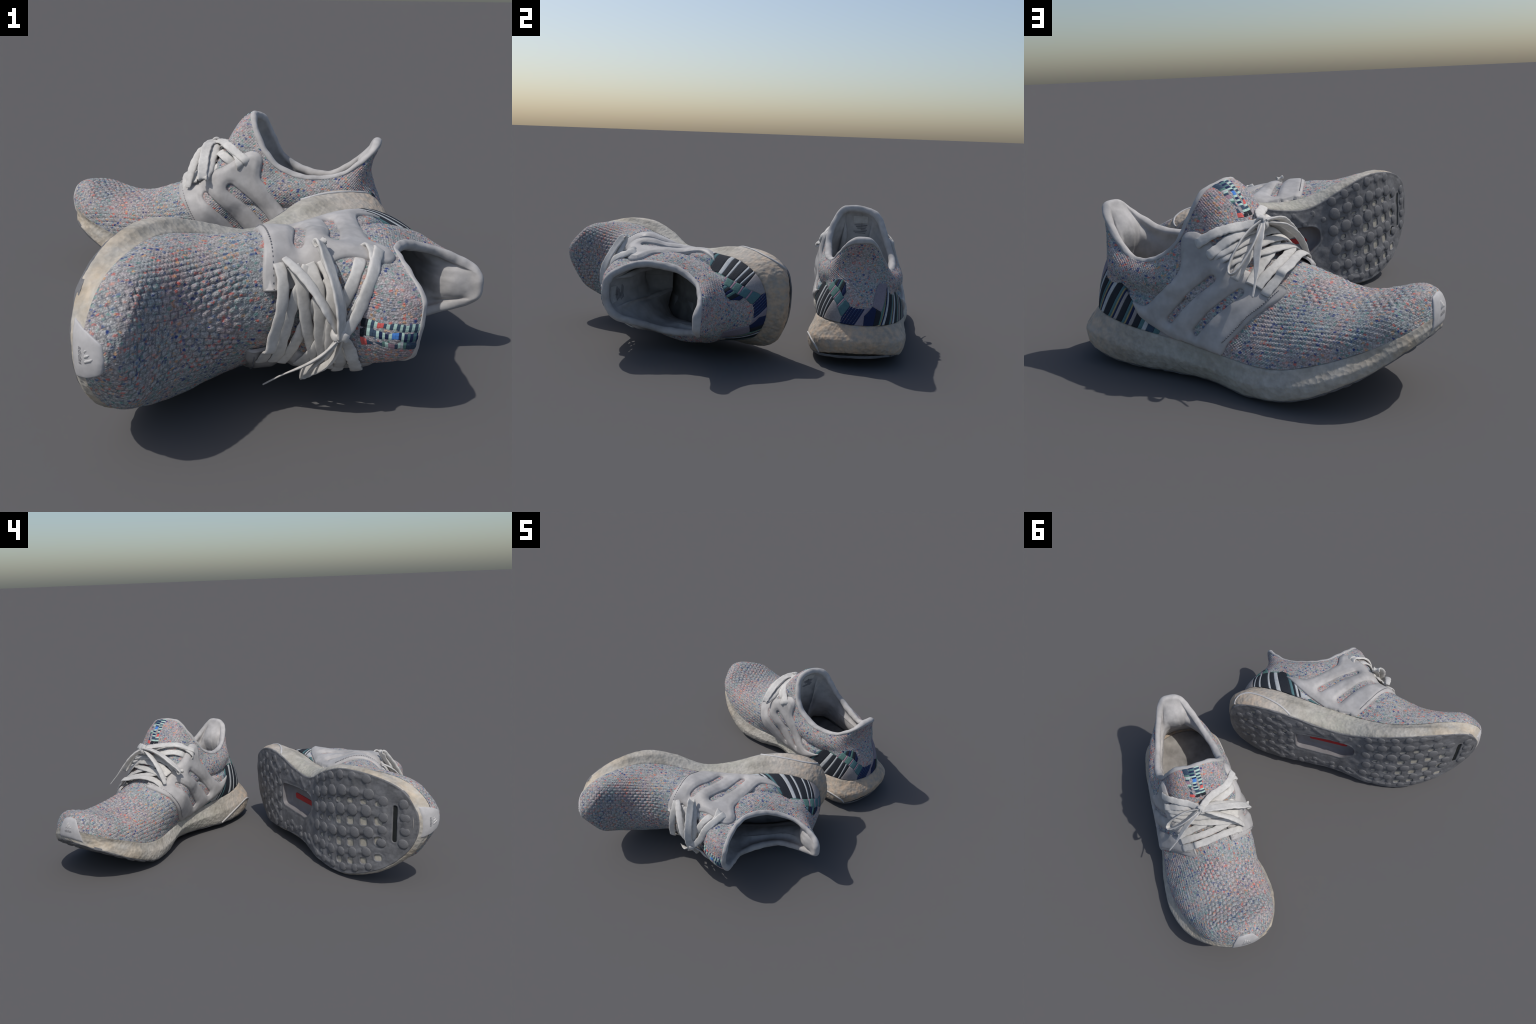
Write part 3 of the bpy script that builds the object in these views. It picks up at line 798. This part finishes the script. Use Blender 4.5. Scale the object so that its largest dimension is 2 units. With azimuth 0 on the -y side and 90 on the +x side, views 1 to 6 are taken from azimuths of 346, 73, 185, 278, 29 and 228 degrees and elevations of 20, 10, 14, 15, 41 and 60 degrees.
def stud_mesh():
    nu, nv = 24, 8; rows = []
    for k in range(nv):
        a = k / (nv - 1) * np.pi / 2; r = np.cos(a) ** .8; z = np.sin(a) ** .9
        t = np.arange(nu) / nu * 2 * np.pi
        rows.append(np.stack([np.cos(t) * max(r, .02), np.sin(t) * max(r, .02), np.full(nu, z)], -1))
    return grid_mesh("tread_stud", np.stack(rows, 1))
sm = stud_mesh(); sm.materials.append(M["rubber"])
srng = random.Random(3)
for (x, y, r) in studs:
    if inside(np.array([[x, y]]), arch)[0] or edge_distance(np.array([[x, y]]), [toe_slot])[0] < r * .6: continue
    if not inside(np.array([[x, y]]), ring + rn * r * .75)[0]: continue
    p, n = on_bottom(np.array([[x, y]]), -.004)
    hgt = .0062 * r / .029 + .0022
    hgt = min(hgt, max(.006, p[0][2] - .0005))
    q = Vector((0, 0, 1)).rotation_difference(Vector(n[0])).to_matrix().to_4x4()
    mt = Matrix.Translation(p[0]) @ q @ Matrix.Diagonal((r * srng.uniform(.92, 1.08), r * srng.uniform(.88, 1.04), hgt, 1))
    add("tread_stud", sm, None, OUT, matrix=mt)

# ---- moulded cage on both sides
def bars(slots, lift):            # the strips between the slots are padded, the panel is a little uneven
    def f(v2, P3, d):
        lum = np.array([.0016 * noise.noise(Vector((a * 16, b * 16, 1.5))) for a, b in v2])
        return .0065 * np.clip((d - .005) / .018, 0, 1) - .002 * np.exp(-((d - .008) / .003) ** 2) + lum + lift * smooth(.45, .55, v2[:, 1]) * np.clip(d / .02, 0, 1)
    return f
m_slots = [slot((-.222, .264), (-.048, .428), .033, bow=.010), slot((-.096, .228), (.058, .384), .033, bow=.010)]
m_out = [(.015, .150), (-.08, .150), (-.19, .180), (-.29, .214), (-.36, .250), (-.45, .318), (-.405, .306), (-.33, .298), (-.303, .314), (-.25, .375), (-.205, .432), (-.172, .470),
         (-.173, .505), (-.182, .545), (-.168, .574), (-.128, .582), (-.090, .566), (-.045, .530), (.010, .497), (.07, .462), (.13, .435), (.185, .424), (.207, .406), (.200, .384), (.145, .328), (.095, .245), (.050, .186)]
p_slots = [slot((-.216, .240), (-.054, .396), .028, bow=.008), slot((-.099, .211), (.045, .348), .029, bow=.008)]
p_out = [(.017, .138), (-.08, .150), (-.21, .172), (-.315, .210), (-.364, .232), (-.410, .286), (-.372, .276), (-.337, .273), (-.300, .300), (-.277, .327), (-.213, .382), (-.184, .416), (-.180, .453), (-.190, .502),
         (-.192, .532), (-.176, .554), (-.137, .558), (-.100, .545), (-.055, .505), (0, .455), (.055, .415), (.11, .385), (.165, .374), (.195, .368), (.206, .352), (.192, .330), (.159, .308), (.106, .266), (.082, .235), (.038, .188)]
CAGE = []
for out, slots, on in ((m_out, m_slots, on_inner_side), (p_out, p_slots, on_outer_side)):
    me = patch("lace_cage", rounded(out, .014, 4), on, res=.009, height=.011, roll=.007, drop=.006, holes=slots, relief=bars(slots, .006 if on is on_inner_side else .002))
    CAGE.append(add("lace_cage", me, "cage"))
def stitches(on, pts):
    P, N = on(spline_open(pts, np.linspace(0, 1, 34))); items = []
    T = unit(np.gradient(P, axis=0))
    for p, n, t in zip(P, N, T):
        s = np.cross(n, t); c = p + n * .0182
        v = [c + t * .0028 + s * .0011, c - t * .0028 + s * .0011, c - t * .0028 - s * .0011, c + t * .0028 - s * .0011]
        me = bpy.data.meshes.new("s"); lo = [q - n * .008 for q in v]
        me.from_pydata([tuple(q) for q in v + lo], [], [(0, 1, 2, 3), (0, 4, 5, 1), (1, 5, 6, 2), (2, 6, 7, 3), (3, 7, 4, 0)]); items.append((me, "stitch"))
    return join("stitching", items)
add("stitching", stitches(on_inner_side, [(.186, .408), (.150, .358), (.112, .300), (.078, .245), (.040, .195)]), None, CAGE[0], "stuff")
add("stitching", stitches(on_outer_side, [(.176, .345), (.135, .305), (.092, .270), (.064, .235), (.024, .190)]), None, CAGE[1], "stuff")

# ---- printed heel wrap: patches of striped cloth
H = lambda pts: np.array([(a * HEEL_U, z) for a, z in pts])
heel_parts = []
def stripes(poly, lines, keys, default):
    """Cut a polygon into bands by lines ((top station, z), (bottom station, z)); keys name the bands."""
    rest = H(poly)
    for (a, b), k in zip(lines, keys):
        A, B = H([a, b])
        band = clip_half(rest, A, B); rest = clip_half(rest, B, A)
        if len(band) > 2: heel_parts.append((band, k))
    if len(rest) > 2: heel_parts.append((rest, default))
def qline(q): return ((q - 3.3 * .25, .45), (q + 3.3 * .06, .14))
zb = .19
black_m = [(4.15, zb), (4.05, .222), (3.8, .262), (3.35, .342), (2.95, .378), (2.86, .361), (2.31, .356), (1.88, .344), (1.25, .316), (1.9, zb)]
L = []
K = []
for c, w, k in ((1.56, .045, "pale"), (1.9, .05, "pale"), (2.40, .05, "pale"), (2.80, .10, "pale"), (3.42, .06, "teal"), (3.62, .05, "pale")):
    tilt = .115 * 4.0
    for e, kk in ((c - w, "black"), (c + w, k)):
        L.append(((e - .30 + .0, .40), (e + .42, .19))); K.append(kk)
stripes(black_m, [(b, a) for a, b in L], K, "black")
heel_parts.append((H([(4.15, zb), (4.05, .222), (4.35, .208), (4.5, .198), (4.4, zb)]), "pale"))
heel_parts.append((H([(4.4, zb), (4.5, .198), (4.85, .178), (4.75, .16)]), "teal"))
green = [(2.86, .361), (2.6, .392), (2.12, .399), (1.69, .381), (1.03, .366), (.62, .337), (.12, .307), (.06, .297), (.44, .241), (.94, .300), (1.25, .316), (1.88, .344), (2.31, .356)]
gl, gk = [], []
for (t, b) in (((.50, .326), (.81, .290)), ((.98, .358), (1.31, .318)), ((1.54, .380), (1.77, .338)), ((2.04, .395), (2.31, .352))):
    for s, kk in ((-.07, "teal" if t[0] < 1.2 else "green"), (.07, "pink")):
        a, c = np.array(t) + [s, 0], np.array(b) + [s, 0]; e = (c - a) * 2
        gl.append((tuple(c + e), tuple(a - e))); gk.append(kk)
stripes(green, gl, gk, "green")
chk = [(2.12, .399), (1.69, .381), (1.03, .366), (.62, .337), (.5, .357), (.72, .397), (1.2, .413), (1.9, .404)]
stripes(chk, [((.95, .30), (.62, .45)), ((1.2, .30), (.95, .45)), ((1.42, .30), (1.15, .45)), ((1.62, .30), (1.38, .45)), ((1.85, .30), (1.6, .45)), ((2.05, .3), (1.8, .45))],
        ["navy", "black", "green", "navy", "black", "teal"], "navy")
heel_parts.append((H([(1.9, zb), (1.25, .316), (.94, .300), (.44, .241), (.52, zb)]), "grey"))
nav = [(.44, .241), (.06, .297), (-.3, .287), (-.72, .287), (-.2, zb), (.52, zb)]
nl, nk = [], []
for i in range(6):
    for w, kk in ((0, "navy"), (.035, "sky")):
        e = -.52 + .17 * i + w; nl.append(((e + .42, .19), (e - .30, .32))); nk.append(kk)
stripes(nav, nl, nk, "navy")
heel_parts.append((H([(-.72, .287), (-1.12, .297), (-.72, .254), (-.72, zb), (-.2, zb)]), "mauve"))
blk = [(-1.12, .297), (-1.58, .270), (-1.40, zb), (-.72, zb), (-.72, .254)]
stripes(blk, [((-1.42, .35), (-1.10, .15)), ((-1.30, .35), (-.98, .15)), ((-1.18, .35), (-.86, .15)), ((-1.02, .35), (-.70, .15)), ((-.92, .35), (-.60, .15))], ["navy", "teal", "black", "green", "navy"], "black")
heel_parts.append((H([(-1.44, .383), (-1.65, .401), (-2.2, .393), (-1.9, .334), (-1.58, .270), (-1.12, .297), (-1.2, .335)]), "mauve"))
side_p = [(-1.40, zb), (-1.58, .270), (-1.9, .334), (-2.2, .393), (-2.6, .375), (-2.9, .352), (-3.25, .318), (-3.65, .285), (-3.9, .260), (-4.1, .240), (-4.35, .214), (-4.6, .195), (-4.95, .170), (-4.6, .16), (-3, .17)]
seq = [(.05, "green"), (.05, "tan"), (.07, "navy"), (.12, "pale"), (.26, "black"), (.10, "teal"), (.06, "tan"), (.07, "navy"), (.15, "pale"), (.28, "black"), (.11, "teal"), (.07, "tan"), (.08, "navy"), (.13, "grey"), (.24, "black"), (.10, "teal"), (.06, "tan"), (.10, "navy"), (.12, "grey"), (.2, "black"), (.12, "teal"), (.12, "pale"), (.2, "slate"), (.15, "teal"), (.3, "grey")]
q = -1.42; ql, qk = [], []
for w, k in seq:
    q -= w * 1.05; ql.append(qline(q)); qk.append(k)
stripes(side_p, ql, qk, "coral")
WRAP = []
for poly, k in heel_parts:
    keep = [poly[0]]
    for p in poly[1:]:
        if np.linalg.norm(p - keep[-1]) > .0012: keep.append(p)
    poly = np.array(keep)
    area = .5 * abs((poly[:, 0] * np.roll(poly[:, 1], -1) - poly[:, 1] * np.roll(poly[:, 0], -1)).sum())
    if len(poly) < 3 or area < 2e-5: continue
    add("heel_patch", patch("heel_patch", poly, on_heel, res=.010, height=.0028, roll=.0012, drop=.004), "print_" + k)

# ---- woven strip down the tongue
def woven_strip():
    r = random.Random(11); items = []
    cols = [(-.026, .002), (.002, .033), (.033, .060)]
    pal = [["slate", "mint", "pale", "coral", "mint"], ["navy", "slate", "mint", "teal"], ["slate", "mint", "black", "pale"]]
    d = .001; k = 0
    while d < .165:
        h = .0075 + .003 * r.random()
        for c, (a, b) in enumerate(cols):
            key = ("slate" if k % 2 else "mint") if c == 2 else ("navy" if (k + c) % 2 else r.choice(["mint", "teal", "green"])) if c == 1 else r.choice(["mint", "green", "pale", "slate", "slate"])
            if c == 1 and .058 < d < .076: key = "blue"
            if c == 2 and .104 < d < .122: key = "coral"
            if c < 2 and .124 < d < .136: key = "slate"
            if c == 0 and (.07 < d < .085 or .15 < d < .165): key = "pink" if d < .1 else "coral"
            if c >= 1 and d > .143: key = "black" if (k % 4) else "mint"
            items.append((patch("dash", [(a, d), (b, d), (b, d + h), (a, d + h)], on_tongue, res=.012, height=.0022, roll=.0003, drop=.004), "print_" + key))
        d += h; k += 1
    return join("woven_strip", items, False)
add("woven_strip", woven_strip(), None, None, "stuff")

# ---- printed label inside the tongue
LIN_BVH = BVHTree.FromPolygons([v.co for v in LINING.vertices], [p.vertices for p in LINING.polygons])
def on_tongue_inside(yz):   # (y, z) seen from the heel, on the lining of the tongue
    P, N = [], []
    for y, z in yz:
        h = LIN_BVH.ray_cast(Vector((-.40, y, z)), Vector((1, 0, 0)))
        P.append(h[0] if h[0] is not None else (-.14, y, z))
    return np.array([tuple(p) for p in P]), np.tile([-1.0, 0, .1], (len(P), 1))
items = [(patch("label", rounded([(-.012, .625), (.068, .625), (.068, .665), (-.012, .665)], .004), on_tongue_inside, res=.010, height=.003, roll=.001, drop=.004), "lace")]
for i in range(6):
    z = .612 - .009 * i; a = -.010 + .004 * (i % 3); w = .07 - .012 * ((i * 5) % 4)
    items.append((patch("line", [(a, z), (a + w, z), (a + w, z + .0045), (a, z + .0045)], on_tongue_inside, res=.010, height=.0025, roll=.0005, drop=.003), "stitch"))
add("size_label", join("size_label", items, False), None, None, "stuff")

# ---- toe cap with its embossed mark
CAP = add("toe_cap", patch("toe_cap", rounded([(.112, .205), (.107, .262), (.098, .315), (.082, .350), (.073, .361), (.036, .366), (.000, .358), (-.011, .345), (-.028, .310), (-.040, .260), (-.046, .205)], .008, 4), on_toe, res=.007, height=.003, roll=.004, drop=.010), "cap")
def cap_mark():
    items = []; c, z0, w = .033, .312, .0075
    for i in range(3):                                  # three slanting bars, tallest on the outer side
        x0 = c + .018 - i * .0135; hgt = .010 + .009 * i
        items.append((patch("bar", [(x0, z0), (x0 - w, z0), (x0 - w + hgt * .5, z0 + hgt), (x0 + hgt * .5, z0 + hgt)], on_toe, res=.006, height=.0055, roll=.0015, drop=.0), "clip"))
    cu = bpy.data.curves.new("t", "FONT"); cu.body = "adidas"; cu.size = .019; cu.align_x = "CENTER"; cu.extrude = 0
    ob = bpy.data.objects.new("t", cu); bpy.context.collection.objects.link(ob)
    me = bpy.data.meshes.new_from_object(ob.evaluated_get(bpy.context.evaluated_depsgraph_get()))
    v = np.array([tuple(p.co) for p in me.vertices]); faces = [list(p.vertices) for p in me.polygons]
    bpy.data.objects.remove(ob); bpy.data.curves.remove(cu); bpy.data.meshes.remove(me)
    uv = np.stack([c - v[:, 0] * 1.0, .293 + v[:, 1]], -1); p3, n3 = on_toe(uv)
    tm = bpy.data.meshes.new("txt"); tm.from_pydata((p3 + n3 * .0042).tolist(), [], faces)
    items.append((tm, "stitch"))
    return join("embossed_mark", items)
add("embossed_mark", cap_mark(), None, CAP, "stuff")

# ---- laces
X, Yv, Zv = (1, 0, 0), (0, 1, 0), (0, 0, 1)
LW, LT = .037, .0105
CAGE_BVH = []
for pair in CAGE:
    me = pair[0].data; CAGE_BVH.append(BVHTree.FromPolygons([v.co for v in me.vertices], [p.vertices for p in me.polygons]))
def lay(path, t, k=22):
    """Keep a lace outside the upper and the cage; only its two ends may dive into an eyelet."""
    P = spline_open(path, np.linspace(0, 1, k))
    for _ in range(3):
        for i in range(1, k - 1):
            free = min(1, i / 2.5, (k - 1 - i) / 2.5)
            for tree, gap in [(BVH, t * .5 + .004)] + [(c, t * .5 + .001) for c in CAGE_BVH]:
                h = tree.find_nearest(Vector(P[i]), .05)
                if h[0] is None: continue
                n = np.array(smooth_normal(h[0], h[2]) if tree is BVH else h[1]); d = (P[i] - np.array(h[0])) @ n
                if d < gap: P[i] += n * min(gap - d, .03) * free
        P[1:-1] = .2 * P[:-2] + .6 * P[1:-1] + .2 * P[2:]
    return P
def lace(name, path, side, w=LW, t=LT, **kw):
    side = [side] * len(path) if np.isscalar(side[0]) else side
    path = lay(path, t)
    add(name, sweep(name, path, w, t, side=side, **kw), "lace")
lace("shoe_lace", [(.140, -.130, .345), (.148, -.117, .364), (.168, -.078, .395), (.178, -.030, .422), (.181, .022, .438), (.177, .077, .447), (.172, .131, .443), (.163, .172, .425), (.155, .195, .398)], (1, 0, -.35))
lace("shoe_lace", [(.085, -.135, .382), (.088, -.082, .418), (.092, -.027, .447), (.090, .027, .466), (.080, .080, .482), (.050, .150, .502), (.020, .192, .495)], (1, .15, -.5))
lace("shoe_lace", [(.125, .192, .430), (.120, .150, .462), (.112, .09, .470), (.095, .03, .472), (.065, -.04, .470), (.020, -.105, .462), (-.01, -.140, .440)], (1, -.3, -.5))
lace("shoe_lace", [(.045, .205, .470), (.050, .150, .515), (.052, .085, .528), (.045, .02, .528), (.025, -.05, .515), (-.02, -.115, .492), (-.06, -.150, .470)], (.8, -.2, -.6))
lace("shoe_lace", [(.030, -.150, .400), (.045, -.100, .455), (.052, -.04, .495), (.050, .02, .515), (.030, .09, .545), (-.01, .16, .550), (-.06, .205, .520)], (.8, .2, -.6))
lace("shoe_lace", [(-.120, -.150, .512), (-.090, -.150, .535), (-.055, -.128, .556), (-.038, -.102, .561), (-.020, -.075, .564), (.010, -.035, .568), (.050, .000, .572)], (.6, -.2, -.7))
lace("shoe_lace", [(-.075, -.150, .470), (-.045, -.142, .497), (-.025, -.110, .520), (-.012, -.075, .530), (.004, -.035, .538), (.03, .01, .55)], (.7, -.2, -.7))
lace("shoe_lace", [(.060, .020, .582), (.030, .055, .590), (.000, .109, .593), (-.035, .169, .588), (-.081, .216, .563), (-.125, .222, .535)], (.7, .5, -.4))
lace("shoe_lace", [(.055, .020, .572), (.010, .060, .572), (-.030, .110, .575), (-.055, .160, .572), (-.085, .200, .535), (-.09, .215, .505)], (.7, .4, -.5))
lace("shoe_lace", [(.110, -.128, .372), (.125, -.085, .405), (.135, -.030, .425), (.138, .030, .440), (.132, .095, .452), (.112, .155, .460), (.090, .190, .455)], (1, .1, -.45))
lace("shoe_lace", [(.085, .198, .452), (.085, .150, .490), (.080, .085, .502), (.070, .02, .503), (.045, -.05, .495), (.000, -.110, .480), (-.035, -.145, .458)], (.9, -.25, -.55))
# the bow
lace("lace_loop", [(.062, .012, .578), (.036, -.056, .549), (.028, -.110, .515), (.016, -.155, .455), (.022, -.176, .428), (.042, -.178, .423), (.060, -.150, .448), (.074, -.105, .495), (.078, -.055, .540), (.066, -.005, .566)], [(.5, .1, .8)] * 3 + [(.3, -.7, .4)] * 4 + [(.5, .1, .8)] * 3, w=.026, t=.008, n=90)
lace("lace_loop", [(.066, .015, .580), (.082, .070, .583), (.084, .120, .572), (.080, .170, .545), (.076, .220, .510), (.070, .268, .472), (.064, .262, .462), (.056, .215, .492), (.052, .165, .525), (.050, .110, .555), (.050, .060, .570), (.060, .015, .570)], [(1, 0, .15)] * 5 + [(1, .3, .2)] * 2 + [(1, 0, .15)] * 5, w=.042, t=.012, n=110, cup=-.10)
lace("lace_end", [(.064, .010, .578), (.085, -.038, .551), (.094, -.080, .512), (.107, -.115, .470), (.120, -.149, .424), (.128, -.178, .390), (.133, -.204, .360)], [(.9, .3, .3)] * 7, w=.036, t=.010, taper=([0, .25, .5, .72, 1], [.7, 1, .75, .28, .2]), cup=.08)
lace("lace_end", [(.066, .020, .572), (.095, .065, .562), (.115, .104, .548), (.130, .153, .510), (.140, .190, .462), (.146, .214, .412)], [(.9, -.3, .3)] * 6, w=.036, t=.010, taper=([0, .3, .8, 1], [.7, 1, 1, .6]), cup=.06)
for k, (off, s) in enumerate((((0, 0, 0), .026), ((.006, .004, -.010), .023))):
    a = np.linspace(0, 2 * np.pi, 9)
    ring_p = [(.062 + off[0] + .014 * np.cos(t + k) , .012 + off[1] + .006 * np.sin(2 * t), .578 + off[2] + .016 * np.sin(t + k)) for t in a]
    lace("lace_knot", ring_p, (0, 1, .2), w=s, t=.013, n=40)
